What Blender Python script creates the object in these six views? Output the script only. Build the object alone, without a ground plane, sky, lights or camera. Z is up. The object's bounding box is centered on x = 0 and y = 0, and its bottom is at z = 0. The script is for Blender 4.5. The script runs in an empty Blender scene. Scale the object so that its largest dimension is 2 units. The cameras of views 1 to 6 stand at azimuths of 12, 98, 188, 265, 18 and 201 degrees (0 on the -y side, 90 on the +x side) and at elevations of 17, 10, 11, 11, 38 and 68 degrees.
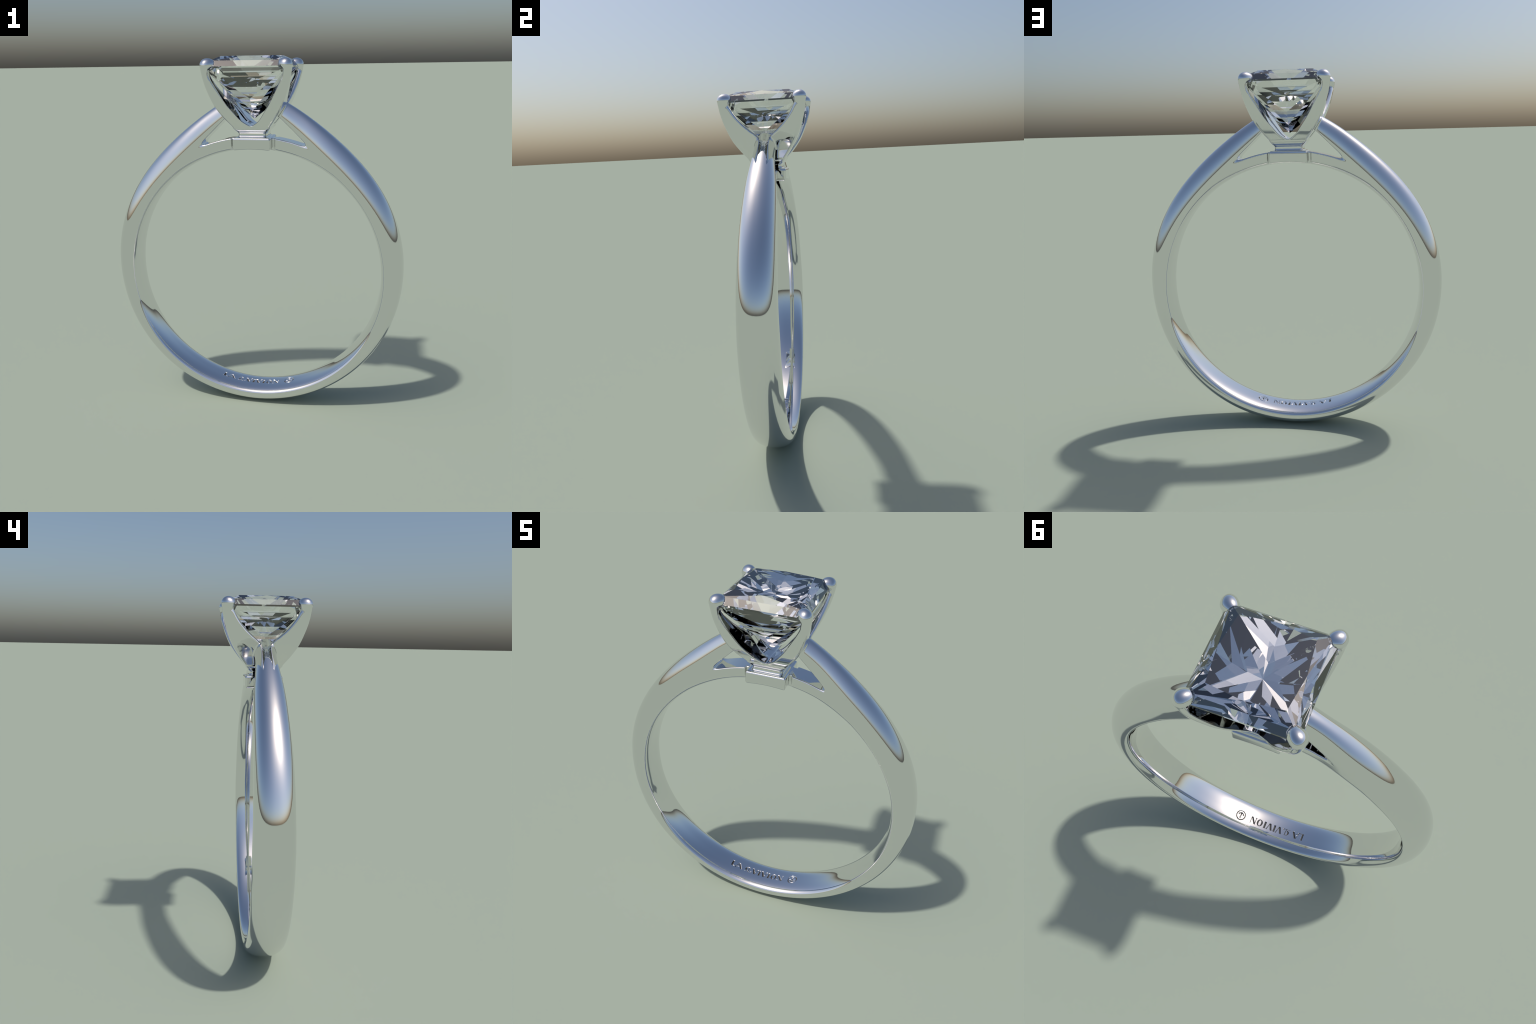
"""Solitaire ring: a polished band with cathedral shoulders, a four-claw basket
and a princess-cut stone.  The metal is described as one implicit solid
(profiles + rules below), meshed with surface nets, then split into its parts."""
import bpy, math
import numpy as np
from mathutils import Vector

# ------------------------------------------------------------------ sizes
ZC = 0.80            # height of the finger-hole centre
R_OUT, Z_OUT = 0.829, 0.829     # outer circle of the band
R_IN = 0.707         # finger hole
CELL = 0.0036

def table(*pairs, soft=0):
    a = np.array(pairs, float)
    # monotone smooth (Catmull-Rom resampled) lookup
    xs, ys = a[:, 0], a[:, 1]
    m = np.gradient(ys, xs)
    d = np.diff(ys) / np.diff(xs)
    for i in range(1, len(xs) - 1):
        m[i] = 0.0 if d[i - 1] * d[i] <= 0 else 2 * d[i - 1] * d[i] / (d[i - 1] + d[i])
    m[0], m[-1] = d[0], d[-1]
    X = np.linspace(xs[0], xs[-1], 1200)
    k = np.clip(np.searchsorted(xs, X) - 1, 0, len(xs) - 2)
    h = xs[k + 1] - xs[k]
    t = (X - xs[k]) / h
    Y = ((2*t**3 - 3*t*t + 1) * ys[k] + (t**3 - 2*t*t + t) * h * m[k]
         + (-2*t**3 + 3*t*t) * ys[k + 1] + (t**3 - t*t) * h * m[k + 1])
    if soft:                                       # iron out the joints, polished metal shows them
        k = np.exp(-np.linspace(-2.2, 2.2, 2 * soft + 1)**2); k /= k.sum()
        d0, d1 = Y[1] - Y[0], Y[-1] - Y[-2]
        P = np.concatenate([Y[0] + d0 * np.arange(-soft, 0), Y, Y[-1] + d1 * np.arange(1, soft + 1)])
        Y = np.convolve(P, k, 'valid')
    G = np.gradient(Y, X)
    return lambda v: np.interp(v, X, Y), lambda v: np.interp(v, X, G)

# band: half width, roundness of the crown and of the inner side, by angle (deg)
# (the flanks only taper sideways, towards the head, so the width goes by x)
half_width, _ = table((0, .055), (.14, .0555), (.20, .0565), (.25, .0595), (.30, .0665), (.34, .0725), (.38, .0780), (.43, .0830), (.50, .0875),
                      (.56, .0908), (.62, .0938), (.68, .0962), (.74, .0985), (.80, .1003), (.85, .101), soft=90)
crown_depth, _ = table((-90, .058), (-45, .066), (0, .090), (30, .108), (49, .115), (57, .114),
                       (66, .109), (74, .098), (79, .084), (90, .055), soft=80)
outer_edge, _ = table((-10, .824), (0, .8290), (10, .8365), (20, .8432), (30, .8497), (40, .8572), (50, .8692),
                      (57, .8834), (63, .9007), (69, .9238), (75, .9535), (80, .982), (90, 1.04), soft=110)
inner_edge, _ = table((-90, .706), (0, .709), (20, .7125), (40, .717), (90, .7185), soft=110)
inner_power, _ = table((-90, 2.75), (90, 2.75))
side_low, _ = table((-90, .760), (50, .762), (70, .758), (90, .752))

# head: outer outline (same from front and side), front opening, side opening
head_out, head_out_d = table((1.585, .052), (1.615, .079), (1.65, .107), (1.69, .1385), (1.745, .174), (1.80, .198),
                             (1.86, .218), (1.91, .2295), (1.95, .2350), (2.03, .2355))
front_open, front_open_d = table((1.58, -.085), (1.648, .000), (1.676, .034), (1.715, .064), (1.761, .0965),
                                 (1.827, .134), (1.878, .162), (1.906, .173), (1.930, .175), (1.955, .170), (1.98, .166), (2.03, .163))
side_open, side_open_d = table((1.58, .030), (1.745, .030), (1.758, .033), (1.775, .047), (1.797, .073), (1.837, .113),
                               (1.888, .149), (1.912, .161), (1.930, .169), (1.955, .166), (1.98, .164), (2.03, .162))
bore, _ = table((1.60, -.10), (1.66, -.005), (1.69, .034), (1.72, .066), (1.785, .124), (1.868, .192), (1.95, .240), (2.03, .26))
neck, _ = table((1.56, .079), (1.586, .0785), (1.596, .0755), (1.604, .0755), (1.612, .079), (1.619, .085), (1.626, .091), (1.64, .102))

def smax(a, b, k):
    h = np.maximum(k - np.abs(a - b), 0) / k
    return np.maximum(a, b) + h * h * k * .25
def smin(a, b, k):
    return -smax(-a, -b, k)
def round_max(a, b, r):
    return np.minimum(np.maximum(a, b), -r) + np.hypot(np.maximum(a + r, 0), np.maximum(b + r, 0))
def square(ax, ay, h, r):
    qx, qy = ax - (h - r), ay - (h - r)
    return np.hypot(np.maximum(qx, 0), np.maximum(qy, 0)) + np.minimum(np.maximum(qx, qy), 0) - r

def outer_radius(th):
    """below the middle a circle, above it the shoulders swell out towards the head"""
    t = np.radians(np.minimum(th, 0))
    c = (Z_OUT - ZC)
    base = c * np.sin(t) + np.sqrt(R_OUT**2 - (c * np.cos(t))**2)
    k = np.clip((th + 12) / 14, 0, 1); k = k * k * (3 - 2 * k)
    return base * (1 - k) + outer_edge(th) * k

def band_solid(ax, ay, z):
    dz = z - ZC
    rho = np.hypot(ax, dz)
    th = np.degrees(np.arctan2(dz, ax))
    ro, dep = outer_radius(th), crown_depth(th)
    k0 = np.clip((dz + .02) / .2, 0, 1); k0 = k0 * k0 * (3 - 2 * k0)
    w = .1025 + (half_width(ax) + .0015 - .1025) * k0
    mid = ro - dep                      # crown starts to round here
    low = np.minimum(mid, side_low(th)) # inner side starts to round here
    din, p = low - inner_edge(th), inner_power(th)
    up = np.maximum(rho - mid, 0) / dep
    dn = np.maximum(low - rho, 0) / din
    yy = ay / w
    fo = ((yy**2.15 + up**2.15)**(1/2.15) - 1) * .055
    fi = ((yy**p + dn**p)**(1/p) - 1) * .055
    f = np.where(rho > low, fo, fi)
    # triangular windows below the shoulders
    a = .787 - rho
    b = (ax - .284) * .690 + (z - 1.556) * .723
    win = smax(smax(a, b, .036), 1.45 - z, .01)
    end = smax(smax(.789 - rho, ax - (head_out(z) - .045), .004), 1.45 - z, .01)
    f = smax(f, -win, .007)
    f = smax(f, -end, .004)
    # thinner joint in the middle of the bridge
    joint = smax(smax(ax - .118, .040 - ay, .004), 1.40 - z, .004)
    f = np.where(rho < .80, smax(f, -joint, .007), f)
    return f, rho

def head_solid(x, ax, ay, z):
    so = head_out_d(z)
    o = head_out(z)
    r = np.interp(z, (1.6, 1.70, 1.80, 1.93, 2.0), (.008, .014, .024, .036, .036))
    f = square(ax, ay, o, r) / np.sqrt(1 + so * so)
    e = .014
    axr = np.sqrt(ax * ax + e * e) - e
    v = (axr - front_open(z)) / np.sqrt(1 + front_open_d(z)**2)
    u = (ay - side_open(z)) / np.sqrt(1 + np.minimum(side_open_d(z), 2)**2)
    u = smax(u, 1.655 - z, .01)
    hol = (np.hypot(ax, ay) - bore(z)) * .75       # round seat below the stone
    hol = smax(hol, 1.66 - z, .01)
    f = smax(f, -v, np.interp(z, (1.70, 1.88, 1.95), (.008, .014, .030)))
    f = smax(f, -u, np.interp(z, (1.70, 1.78, 1.88, 1.95), (.010, .020, .030, .036)))   # broad soft edge towards the stone
    f = smax(f, -hol, .006)
    f = round_max(f, z - 1.984, .033)
    d, e2 = (ax + ay - .394) * .70711, (ax - ay) * .70711      # egg-shaped claw tip leaning over the stone corner
    tip = (np.sqrt((d / np.where(d < 0, .042, .0365))**2 + (e2 / .0318)**2 + ((z - 1.957) / np.where(z > 1.957, .0325, .022))**2) - 1) * .030
    f = smin(f, tip, .012)
    f = smax(f, 1.619 - z, .004)
    return f

def metal(P):
    x, y, z = P[:, 0], P[:, 1], P[:, 2]
    ax, ay = np.abs(x), np.abs(y)
    f, rho = band_solid(ax, ay, z)
    top = z > 1.44
    if top.any():
        X, A, B, Zt, rt = x[top], ax[top], ay[top], z[top], rho[top]
        g = f[top]
        blk = square(A, B, .102, .009)
        blk = smax(blk, Zt - 1.586, .014)
        blk = smax(blk, .7225 - rt, .018)
        ped = smax(square(A, B, neck(Zt), .016), np.abs(Zt - 1.60) - .035, .004)
        h = head_solid(X, A, B, Zt)
        g = smin(g, blk, .003)
        g = smin(g, ped, .006)
        g = smin(g, h, .010)
        f = f.copy(); f[top] = g
    return f

def gradient(P, e=4e-4):
    G = np.empty_like(P)
    for i in range(3):
        d = np.zeros(3); d[i] = e
        G[:, i] = (metal(P + d) - metal(P - d)) / (2 * e)
    return G

# ------------------------------------------------------------------ surface nets on sparse cells
def surface_nets(h):
    lo = np.array([-.86, -.26, -.02]); hi = np.array([.86, .26, 2.02])
    B = 4                                   # coarse block of B cells
    nb = np.ceil((hi - lo) / (h * B)).astype(int)
    gi = np.stack(np.meshgrid(*[np.arange(n) for n in nb], indexing='ij'), -1).reshape(-1, 3)
    ctr = lo + (gi + .5) * h * B
    v = np.concatenate([metal(c) for c in np.array_split(ctr, 8)])
    gi = gi[np.abs(v) < h * B * 2.8]
    off = np.stack(np.meshgrid(*[np.arange(B)] * 3, indexing='ij'), -1).reshape(-1, 3)
    cells = (gi[:, None] * B + off[None]).reshape(-1, 3)
    N = nb * B + 2
    key = lambda c: (c[:, 0].astype(np.int64) * N[1] + c[:, 1]) * N[2] + c[:, 2]
    corners = np.array([[i, j, k] for i in (0, 1) for j in (0, 1) for k in (0, 1)])
    ck = [key(cells + c) for c in corners]
    pk = np.unique(np.concatenate(ck))
    pc = np.stack([pk // (N[1] * N[2]), (pk // N[2]) % N[1], pk % N[2]], 1)
    pts = lo + pc * h
    val = np.concatenate([metal(c) for c in np.array_split(pts, 12)])
    val[val == 0] = 1e-9
    cv = np.stack([val[np.searchsorted(pk, k)] for k in ck], 1)
    act = (cv.min(1) < 0) & (cv.max(1) > 0)
    cells, cv = cells[act], cv[act]
    acc = np.zeros((len(cells), 3)); cnt = np.zeros(len(cells))
    for a in range(8):
        for b in range(a + 1, 8):
            if np.abs(corners[a] - corners[b]).sum() != 1: continue
            s = (cv[:, a] < 0) != (cv[:, b] < 0)
            t = cv[s, a] / (cv[s, a] - cv[s, b])
            acc[s] += corners[a] + t[:, None] * (corners[b] - corners[a]); cnt[s] += 1
    V = lo + (cells + acc / cnt[:, None]) * h
    order = np.argsort(key(cells)); cells, cv, V = cells[order], cv[order], V[order]
    k = key(cells)
    quads = []
    for axis in range(3):
        e = np.zeros(3, int); e[axis] = 1
        i0, i1 = 0, int(e @ [4, 2, 1])
        s = (cv[:, i0] < 0) != (cv[:, i1] < 0)
        c = cells[s]; flip = cv[s, i0] < 0
        u = np.zeros(3, int); w = np.zeros(3, int)
        u[(axis + 1) % 3] = 1; w[(axis + 2) % 3] = 1
        q = []
        for d in (0 * u, u, u + w, w):
            kk = key(c - d); ix = np.clip(np.searchsorted(k, kk), 0, len(k) - 1)
            assert (k[ix] == kk).all()
            q.append(ix)
        q = np.stack(q, 1)
        q[~flip] = q[~flip][:, ::-1]
        quads.append(q)
    return V, np.concatenate(quads)

V, Q = surface_nets(CELL)
for it in range(4):                        # settle the vertices on the exact surface
    f = metal(V); G = gradient(V)
    V = V - np.clip(f / np.maximum((G * G).sum(1), .05), -.0015, .0015)[:, None] * G
    if it < 2:                             # even the quads out along the surface
        S = np.zeros_like(V); n = np.zeros(len(V))
        for a, b in ((0, 1), (1, 2), (2, 3), (3, 0)):
            np.add.at(S, Q[:, a], V[Q[:, b]]); np.add.at(n, Q[:, a], 1)
            np.add.at(S, Q[:, b], V[Q[:, a]]); np.add.at(n, Q[:, b], 1)
        D = S / n[:, None] - V
        Nn = G / np.linalg.norm(G, axis=1, keepdims=True)
        V = V + .5 * (D - (D * Nn).sum(1, keepdims=True) * Nn)

# ------------------------------------------------------------------ materials
def principled(name, **kw):
    m = bpy.data.materials.new(name); m.use_nodes = True
    b = m.node_tree.nodes["Principled BSDF"]
    for k, v in kw.items(): b.inputs[k.replace('_', ' ')].default_value = v
    return m, b
metal_mat, mb = principled("polished_white_metal", Base_Color=(.83, .83, .83, 1), Metallic=1.0, Roughness=.07)
nt = metal_mat.node_tree                    # faint polishing haze in the gloss
tc = nt.nodes.new("ShaderNodeTexCoord"); nz = nt.nodes.new("ShaderNodeTexNoise"); mr = nt.nodes.new("ShaderNodeMapRange")
nz.inputs["Scale"].default_value = 9; nz.inputs["Detail"].default_value = 3
mr.inputs["To Min"].default_value = .04; mr.inputs["To Max"].default_value = .05
nt.links.new(tc.outputs["Object"], nz.inputs["Vector"]); nt.links.new(nz.outputs["Fac"], mr.inputs["Value"])
nt.links.new(mr.outputs["Result"], mb.inputs["Roughness"])
stone_mat, _ = principled("clear_stone", Base_Color=(1, 1, 1, 1), Roughness=0.0, IOR=2.417, Transmission_Weight=1.0)
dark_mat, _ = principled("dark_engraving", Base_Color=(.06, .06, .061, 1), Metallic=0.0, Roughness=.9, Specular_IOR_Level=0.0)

root = bpy.data.objects.new("solitaire_ring", None)
root.empty_display_size = .2
bpy.context.collection.objects.link(root)
root["label"] = "polished white metal ring with square cut clear stone"
root["category"] = "ring"

def add_object(name, mesh, mat, parent=root):
    ob = bpy.data.objects.new(name, mesh)
    bpy.context.collection.objects.link(ob)
    ob.parent = parent
    if mat: mesh.materials.append(mat)
    return ob

# face centres of the metal
C = V[Q].mean(1)
glyph_objects = []

# ------------------------------------------------------------------ engraving: outlines laid on the finger hole (s along, t across)
from mathutils.geometry import delaunay_2d_cdt
BASE, TOP = -.0205, .0225
def bar(a, b, w0, w1=None):
    a, b = np.array(a, float), np.array(b, float)
    d = (b - a) / np.linalg.norm(b - a); n = np.array([-d[1], d[0]])
    w1 = w0 if w1 is None else w1
    return [a + n*w0/2, a - n*w0/2, b - n*w1/2, b + n*w1/2]
def leg(x0, x1, w, lo=BASE, hi=TOP):            # slanted stem with level ends: x0 at the top, x1 at the foot
    return [(x0 - w/2, hi), (x0 + w/2, hi), (x1 + w/2, lo), (x1 - w/2, lo)]
def box(x0, x1, y0, y1): return [(x0, y0), (x1, y0), (x1, y1), (x0, y1)]
def arc(cx, cy, rx, ry, thick, a0, a1, n=28):   # thick(angle) -> stroke width
    out = []
    A = np.radians(np.linspace(a0, a1, n + 1))
    for p, q in zip(A[:-1], A[1:]):
        tp, tq = thick(p), thick(q)
        out.append([(cx + rx*math.cos(p), cy + ry*math.sin(p)), (cx + rx*math.cos(q), cy + ry*math.sin(q)),
                    (cx + (rx - tq)*math.cos(q), cy + (ry - tq)*math.sin(q)), (cx + (rx - tp)*math.cos(p), cy + (ry - tp)*math.sin(p))])
    return out
THK, THN = .0122, .0054
def letter_L(x): return [box(x, x + THK, BASE, TOP), box(x - .003, x + .031, BASE, BASE + .0045),
                         [(x + .024, BASE), (x + .032, BASE), (x + .032, BASE + .011), (x + .029, BASE + .0045)]]
def letter_A(x): return [leg(x + .018, x + .041, THK), leg(x + .0165, x + .002, THN), box(x + .007, x + .036, BASE + .011, BASE + .0145),
                         box(x - .002, x + .0075, BASE, BASE + .0035), box(x + .034, x + .047, BASE, BASE + .003)]
def letter_V(x): return [leg(x + .004, x + .0195, THK), leg(x + .0335, x + .0215, THN), box(x + .029, x + .040, TOP - .0035, TOP), box(x - .002, x + .010, TOP - .003, TOP)]
def letter_I(x): return [box(x - THK/2, x + THK/2, BASE, TOP)]
def letter_O(x): return arc(x, .0008, .0185, .0225, lambda a: .0048 + .0062*abs(math.cos(a)), 0, 360, 40)
def letter_N(x): return [box(x + .002, x + .006, BASE, TOP), leg(x + .0045, x + .031, THK), box(x + .031, x + .035, BASE + .001, TOP),
                         box(x - .002, x + .0095, BASE, BASE + .0035)]
def letter_and(x): return (arc(x + .021, .0035, .0165, .0165, lambda a: .0042 + .0065*max(0., -math.cos(a)), 60, 275, 24)
                           + [leg(x + .031, x + .025, THN, BASE + .002, TOP - .004), box(x, x + .045, BASE, BASE + .0035),
                              [(x + .029, BASE), (x + .046, BASE), (x + .048, BASE + .014), (x + .040, BASE + .006)]])
def emblem(x, y): return (arc(x, y, .0305, .0325, lambda a: .0075, 0, 360, 44) + [bar((x, y - .020), (x, y + .010), .0105, .0065)]
                          + arc(x, y + .0145, .0075, .0075, lambda a: .0045, 0, 360, 16)
                          + arc(x, y + .004, .0205, .0225, lambda a: .008, 200, 340, 22)
                          + [bar((x - .0195, y - .008), (x - .010, y + .002), .006, .002), bar((x + .0195, y - .008), (x + .010, y + .002), .006, .002)])
GLYPHS = [("engraved_letter", g) for g in (letter_L(-.2165), letter_A(-.1875), letter_and(-.1275), letter_V(-.0755), letter_I(-.0275),
          letter_V(-.0145), letter_I(.0345), letter_O(.0685), letter_N(.0925))] + [("engraved_emblem", emblem(.1935, .002))]
DEPTH = .0090

def inside(poly, P):
    p = np.asarray(poly, float); x, y = P[:, 0], P[:, 1]; c = np.zeros(len(P), bool)
    for (x0, y0), (x1, y1) in zip(p, np.roll(p, -1, 0)):
        m = (y0 > y) != (y1 > y)
        c[m] ^= x[m] < (x1 - x0) * (y[m] - y0) / (y1 - y0) + x0
    return c

arc_len = lambda P: R_IN * np.arctan2(P[:, 0], ZC - P[:, 2])
cs = arc_len(C)
cut = (C[:, 2] < ZC) & (np.hypot(C[:, 0], C[:, 2] - ZC) < .722) & (np.abs(cs) < .245) & (np.abs(C[:, 1]) < .05)
pq = Q[cut]
ed = np.concatenate([pq[:, [i, (i + 1) % 4]] for i in range(4)])
key_e = np.sort(ed, 1); uq, cnt = np.unique(key_e, axis=0, return_counts=True)
border = uq[cnt == 1]
bset = set(map(tuple, border.tolist())); follow = {}
for a, b in ed.tolist():
    if (min(a, b), max(a, b)) in bset: follow[a] = b
loop = [next(iter(follow))]
while follow[loop[-1]] != loop[0]: loop.append(follow[loop[-1]])
pv = np.unique(pq)
flat = np.stack([arc_len(V[pv]), V[pv][:, 1]], 1)
local = {int(g): i for i, g in enumerate(pv)}
polys = [np.asarray(p, float) for _, g in GLYPHS for p in g]
far = np.ones(len(flat), bool)
onb = np.isin(pv, loop)
coords = [tuple(f) for f in flat]; edges = [(local[a], local[b]) for a, b in border.tolist()]
for p in polys:
    k0 = len(coords); coords += [tuple(v) for v in p]
    edges += [(k0 + i, k0 + (i + 1) % len(p)) for i in range(len(p))]
cv_, ce_, cf_, ov_, oe_, of_ = delaunay_2d_cdt([Vector(c) for c in coords], edges, [], 0, 1e-6)
cv2 = np.array([tuple(v) for v in cv_]); tri = np.array([f for f in cf_])
P3 = np.stack([R_IN * np.sin(cv2[:, 0] / R_IN), cv2[:, 1], ZC - R_IN * np.cos(cv2[:, 0] / R_IN)], 1)
for _ in range(5):
    G = gradient(P3); P3 = P3 - (metal(P3) / (G * G).sum(1))[:, None] * G
for i, o in enumerate(ov_):                       # keep the original vertices exactly
    for k in o:
        if k < len(pv): P3[i] = V[pv[k]]
N3 = gradient(P3); N3 /= np.linalg.norm(N3, axis=1, keepdims=True)
tc2 = cv2[tri].mean(1)
a2 = cv2[tri]; area = (a2[:, 1, 0]-a2[:, 0, 0])*(a2[:, 2, 1]-a2[:, 0, 1]) - (a2[:, 2, 0]-a2[:, 0, 0])*(a2[:, 1, 1]-a2[:, 0, 1])
fn = np.cross(P3[tri[:, 1]] - P3[tri[:, 0]], P3[tri[:, 2]] - P3[tri[:, 0]])
wrong = (fn * N3[tri[:, 0]]).sum(1) < 0
tri[wrong] = tri[wrong][:, ::-1]
ok = inside(np.stack([arc_len(V[loop]), V[loop][:, 1]], 1), tc2) & (np.abs(area) > 1e-12)
tri, tc2 = tri[ok], tc2[ok]
owner = np.full(len(tri), -1)
for gi_, (nm, g) in enumerate(GLYPHS):
    for p in g: owner[inside(p, tc2)] = gi_
skin = tri[owner < 0]

for gi_, (nm, g) in enumerate(GLYPHS):
    t = tri[owner == gi_]
    used, inv = np.unique(t, return_inverse=True); inv = inv.reshape(-1, 3)
    top, low = P3[used], P3[used] - N3[used] * DEPTH
    k = len(used)
    e = np.concatenate([inv[:, [0, 1]], inv[:, [1, 2]], inv[:, [2, 0]]])
    es = np.sort(e, 1); u, ix, c = np.unique(es, axis=0, return_index=True, return_counts=True)
    rim = e[ix[c == 1]]
    walls = [(a, b, b + k, a + k) for a, b in rim.tolist()]
    me = bpy.data.meshes.new(nm)
    me.from_pydata(np.concatenate([top, low]).tolist(), [], walls + (inv + k).tolist())
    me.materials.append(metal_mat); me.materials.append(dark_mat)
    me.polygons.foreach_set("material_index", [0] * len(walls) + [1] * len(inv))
    me.polygons.foreach_set("use_smooth", [True] * len(walls) + [False] * len(inv))
    me.update()
    side = np.zeros((2 * k, 3))                     # walls: polished round lip, steeper below
    for w4 in walls:
        A, Bv, D = (np.array(me.vertices[w4[i]].co) for i in (0, 1, 3))
        c3 = np.cross(Bv - A, D - A); c3 /= np.linalg.norm(c3) + 1e-12
        for v_ in w4: side[v_] += c3
    side /= np.linalg.norm(side, axis=1, keepdims=True) + 1e-12
    up = np.concatenate([N3[used], N3[used]])
    mix = np.concatenate([np.full(k, .6), np.full(k, .2)])[:, None]
    wn = side * (1 - mix) + up * mix
    wn /= np.linalg.norm(wn, axis=1, keepdims=True) + 1e-12
    ln = []
    for pi, pg in enumerate(me.polygons):
        for v_ in pg.vertices: ln.append(tuple(wn[v_]) if pi < len(walls) else tuple(pg.normal))
    me.normals_split_custom_set(ln)
    ob = bpy.data.objects.new(nm, me); bpy.context.collection.objects.link(ob)
    glyph_objects.append(ob)

# ------------------------------------------------------------------ split the metal by region
cax, cay = np.abs(C[:, 0]), np.abs(C[:, 1])
crho = np.hypot(C[:, 0], C[:, 2] - ZC)
cth = np.degrees(np.arctan2(C[:, 2] - ZC, cax))
region = np.zeros(len(Q), int)                                       # 0 band
hf = head_solid(C[:, 0], cax, cay, C[:, 2]); bf, _ = band_solid(cax, cay, C[:, 2])
is_head = (C[:, 2] > 1.62) & (hf < bf)
shoulder = (cth > 42) & ~is_head
region[shoulder & (C[:, 0] > 0)] = 1
region[shoulder & (C[:, 0] <= 0)] = 2
region[shoulder & (crho < .80) & (cax < .285)] = 3                   # bridge
base = (C[:, 2] <= 1.622) & (cax < .1035) & (cay < .106) & (C[:, 2] > 1.50)
region[base] = 4
for i, (sx, sy) in enumerate(((1, -1), (-1, -1), (1, 1), (-1, 1))):
    region[is_head & (C[:, 0] * sx >= 0) & (C[:, 1] * sy > 0)] = 5 + i
region[is_head & (region < 5)] = 5
names = ["band", "shoulder", "shoulder", "bridge", "setting_base", "prong", "prong", "prong", "prong"]
Gn = gradient(V); Gn /= np.linalg.norm(Gn, axis=1, keepdims=True)

def mesh_from(name, verts, faces, normals=None):
    me = bpy.data.meshes.new(name)
    me.from_pydata(verts.tolist(), [], faces)
    if normals is not None:
        me.polygons.foreach_set("use_smooth", np.ones(len(me.polygons), bool))
        me.normals_split_custom_set_from_vertices(normals.tolist())
    me.update()
    return me

parts = {}
region[cut] = -1
for r, nm in enumerate(names):
    q = Q[region == r]
    used, inv = np.unique(q, return_inverse=True)
    vv, nn, faces = V[used], Gn[used], inv.reshape(-1, 4).tolist()
    if r == 0:                                     # the engraved stretch joins the band
        index = {int(g): i for i, g in enumerate(used)}
        remap = {}
        extra = []
        for i, o in enumerate(ov_):
            hit = [int(pv[k]) for k in o if k < len(pv) and int(pv[k]) in index]
            if hit: remap[i] = index[hit[0]]
            else: remap[i] = len(used) + len(extra); extra.append(i)
        vv = np.concatenate([vv, P3[extra]]); nn = np.concatenate([nn, N3[extra]])
        faces += [[remap[a] for a in t] for t in skin.tolist()]
    me = mesh_from(nm, vv, faces, nn)
    parts[r] = add_object(nm, me, metal_mat)
for ob in glyph_objects: ob.parent = parts[0]

# ------------------------------------------------------------------ princess-cut stone
def stone():
    vs, fs, idx = [], [], {}
    def p(x, y, z):
        k = (round(x, 6), round(y, 6), round(z, 6))
        if k not in idx: idx[k] = len(vs); vs.append(k)
        return idx[k]
    g, zg0, zg1 = .2095, 1.942, 1.9505
    s, zs = .1865, 1.978
    t, m, zt = .141, .158, 2.0
    pav = [(.208, 1.942), (.168, 1.868), (.112, 1.788), (.056, 1.721), (0, 1.678)]
    def rot(k, x, y): 
        for _ in range(k): x, y = -y, x
        return x, y
    def face(k, pts): fs.append([p(*rot(k, a, b), c) for a, b, c in pts])
    fs.append([p(*rot(k, *q), zt) for k in range(4) for q in ((m, 0), (t, t))])
    for k in range(4):
        T0, T1, M = (t, -t, zt), (t, t, zt), (m, 0, zt)
        S0, S1 = (s, -s, zs), (s, s, zs)
        G0, G1 = (g, -g, zg1), (g, g, zg1)
        H0, H1 = (g, -g, zg0), (g, g, zg0)
        face(k, [S0, S1, M]); face(k, [S1, T1, M]); face(k, [S0, M, T0])
        face(k, [G0, G1, S1, S0]); face(k, [H0, H1, G1, G0])
        for i in range(len(pav) - 1):
            a = (pav[i][0] if i else g, 0, pav[i][1]); b = (pav[i + 1][0], 0, pav[i + 1][1])
            if i == 0:
                face(k, [H0, b, H1])
            else:
                face(k, [H1, a, b]); face(k, [H0, b, a])
    me = bpy.data.meshes.new("gemstone")
    me.from_pydata(vs, [], fs)
    import bmesh
    bm = bmesh.new(); bm.from_mesh(me)
    bmesh.ops.recalc_face_normals(bm, faces=bm.faces)
    bm.to_mesh(me); bm.free()
    return add_object("gemstone", me, stone_mat)
stone()
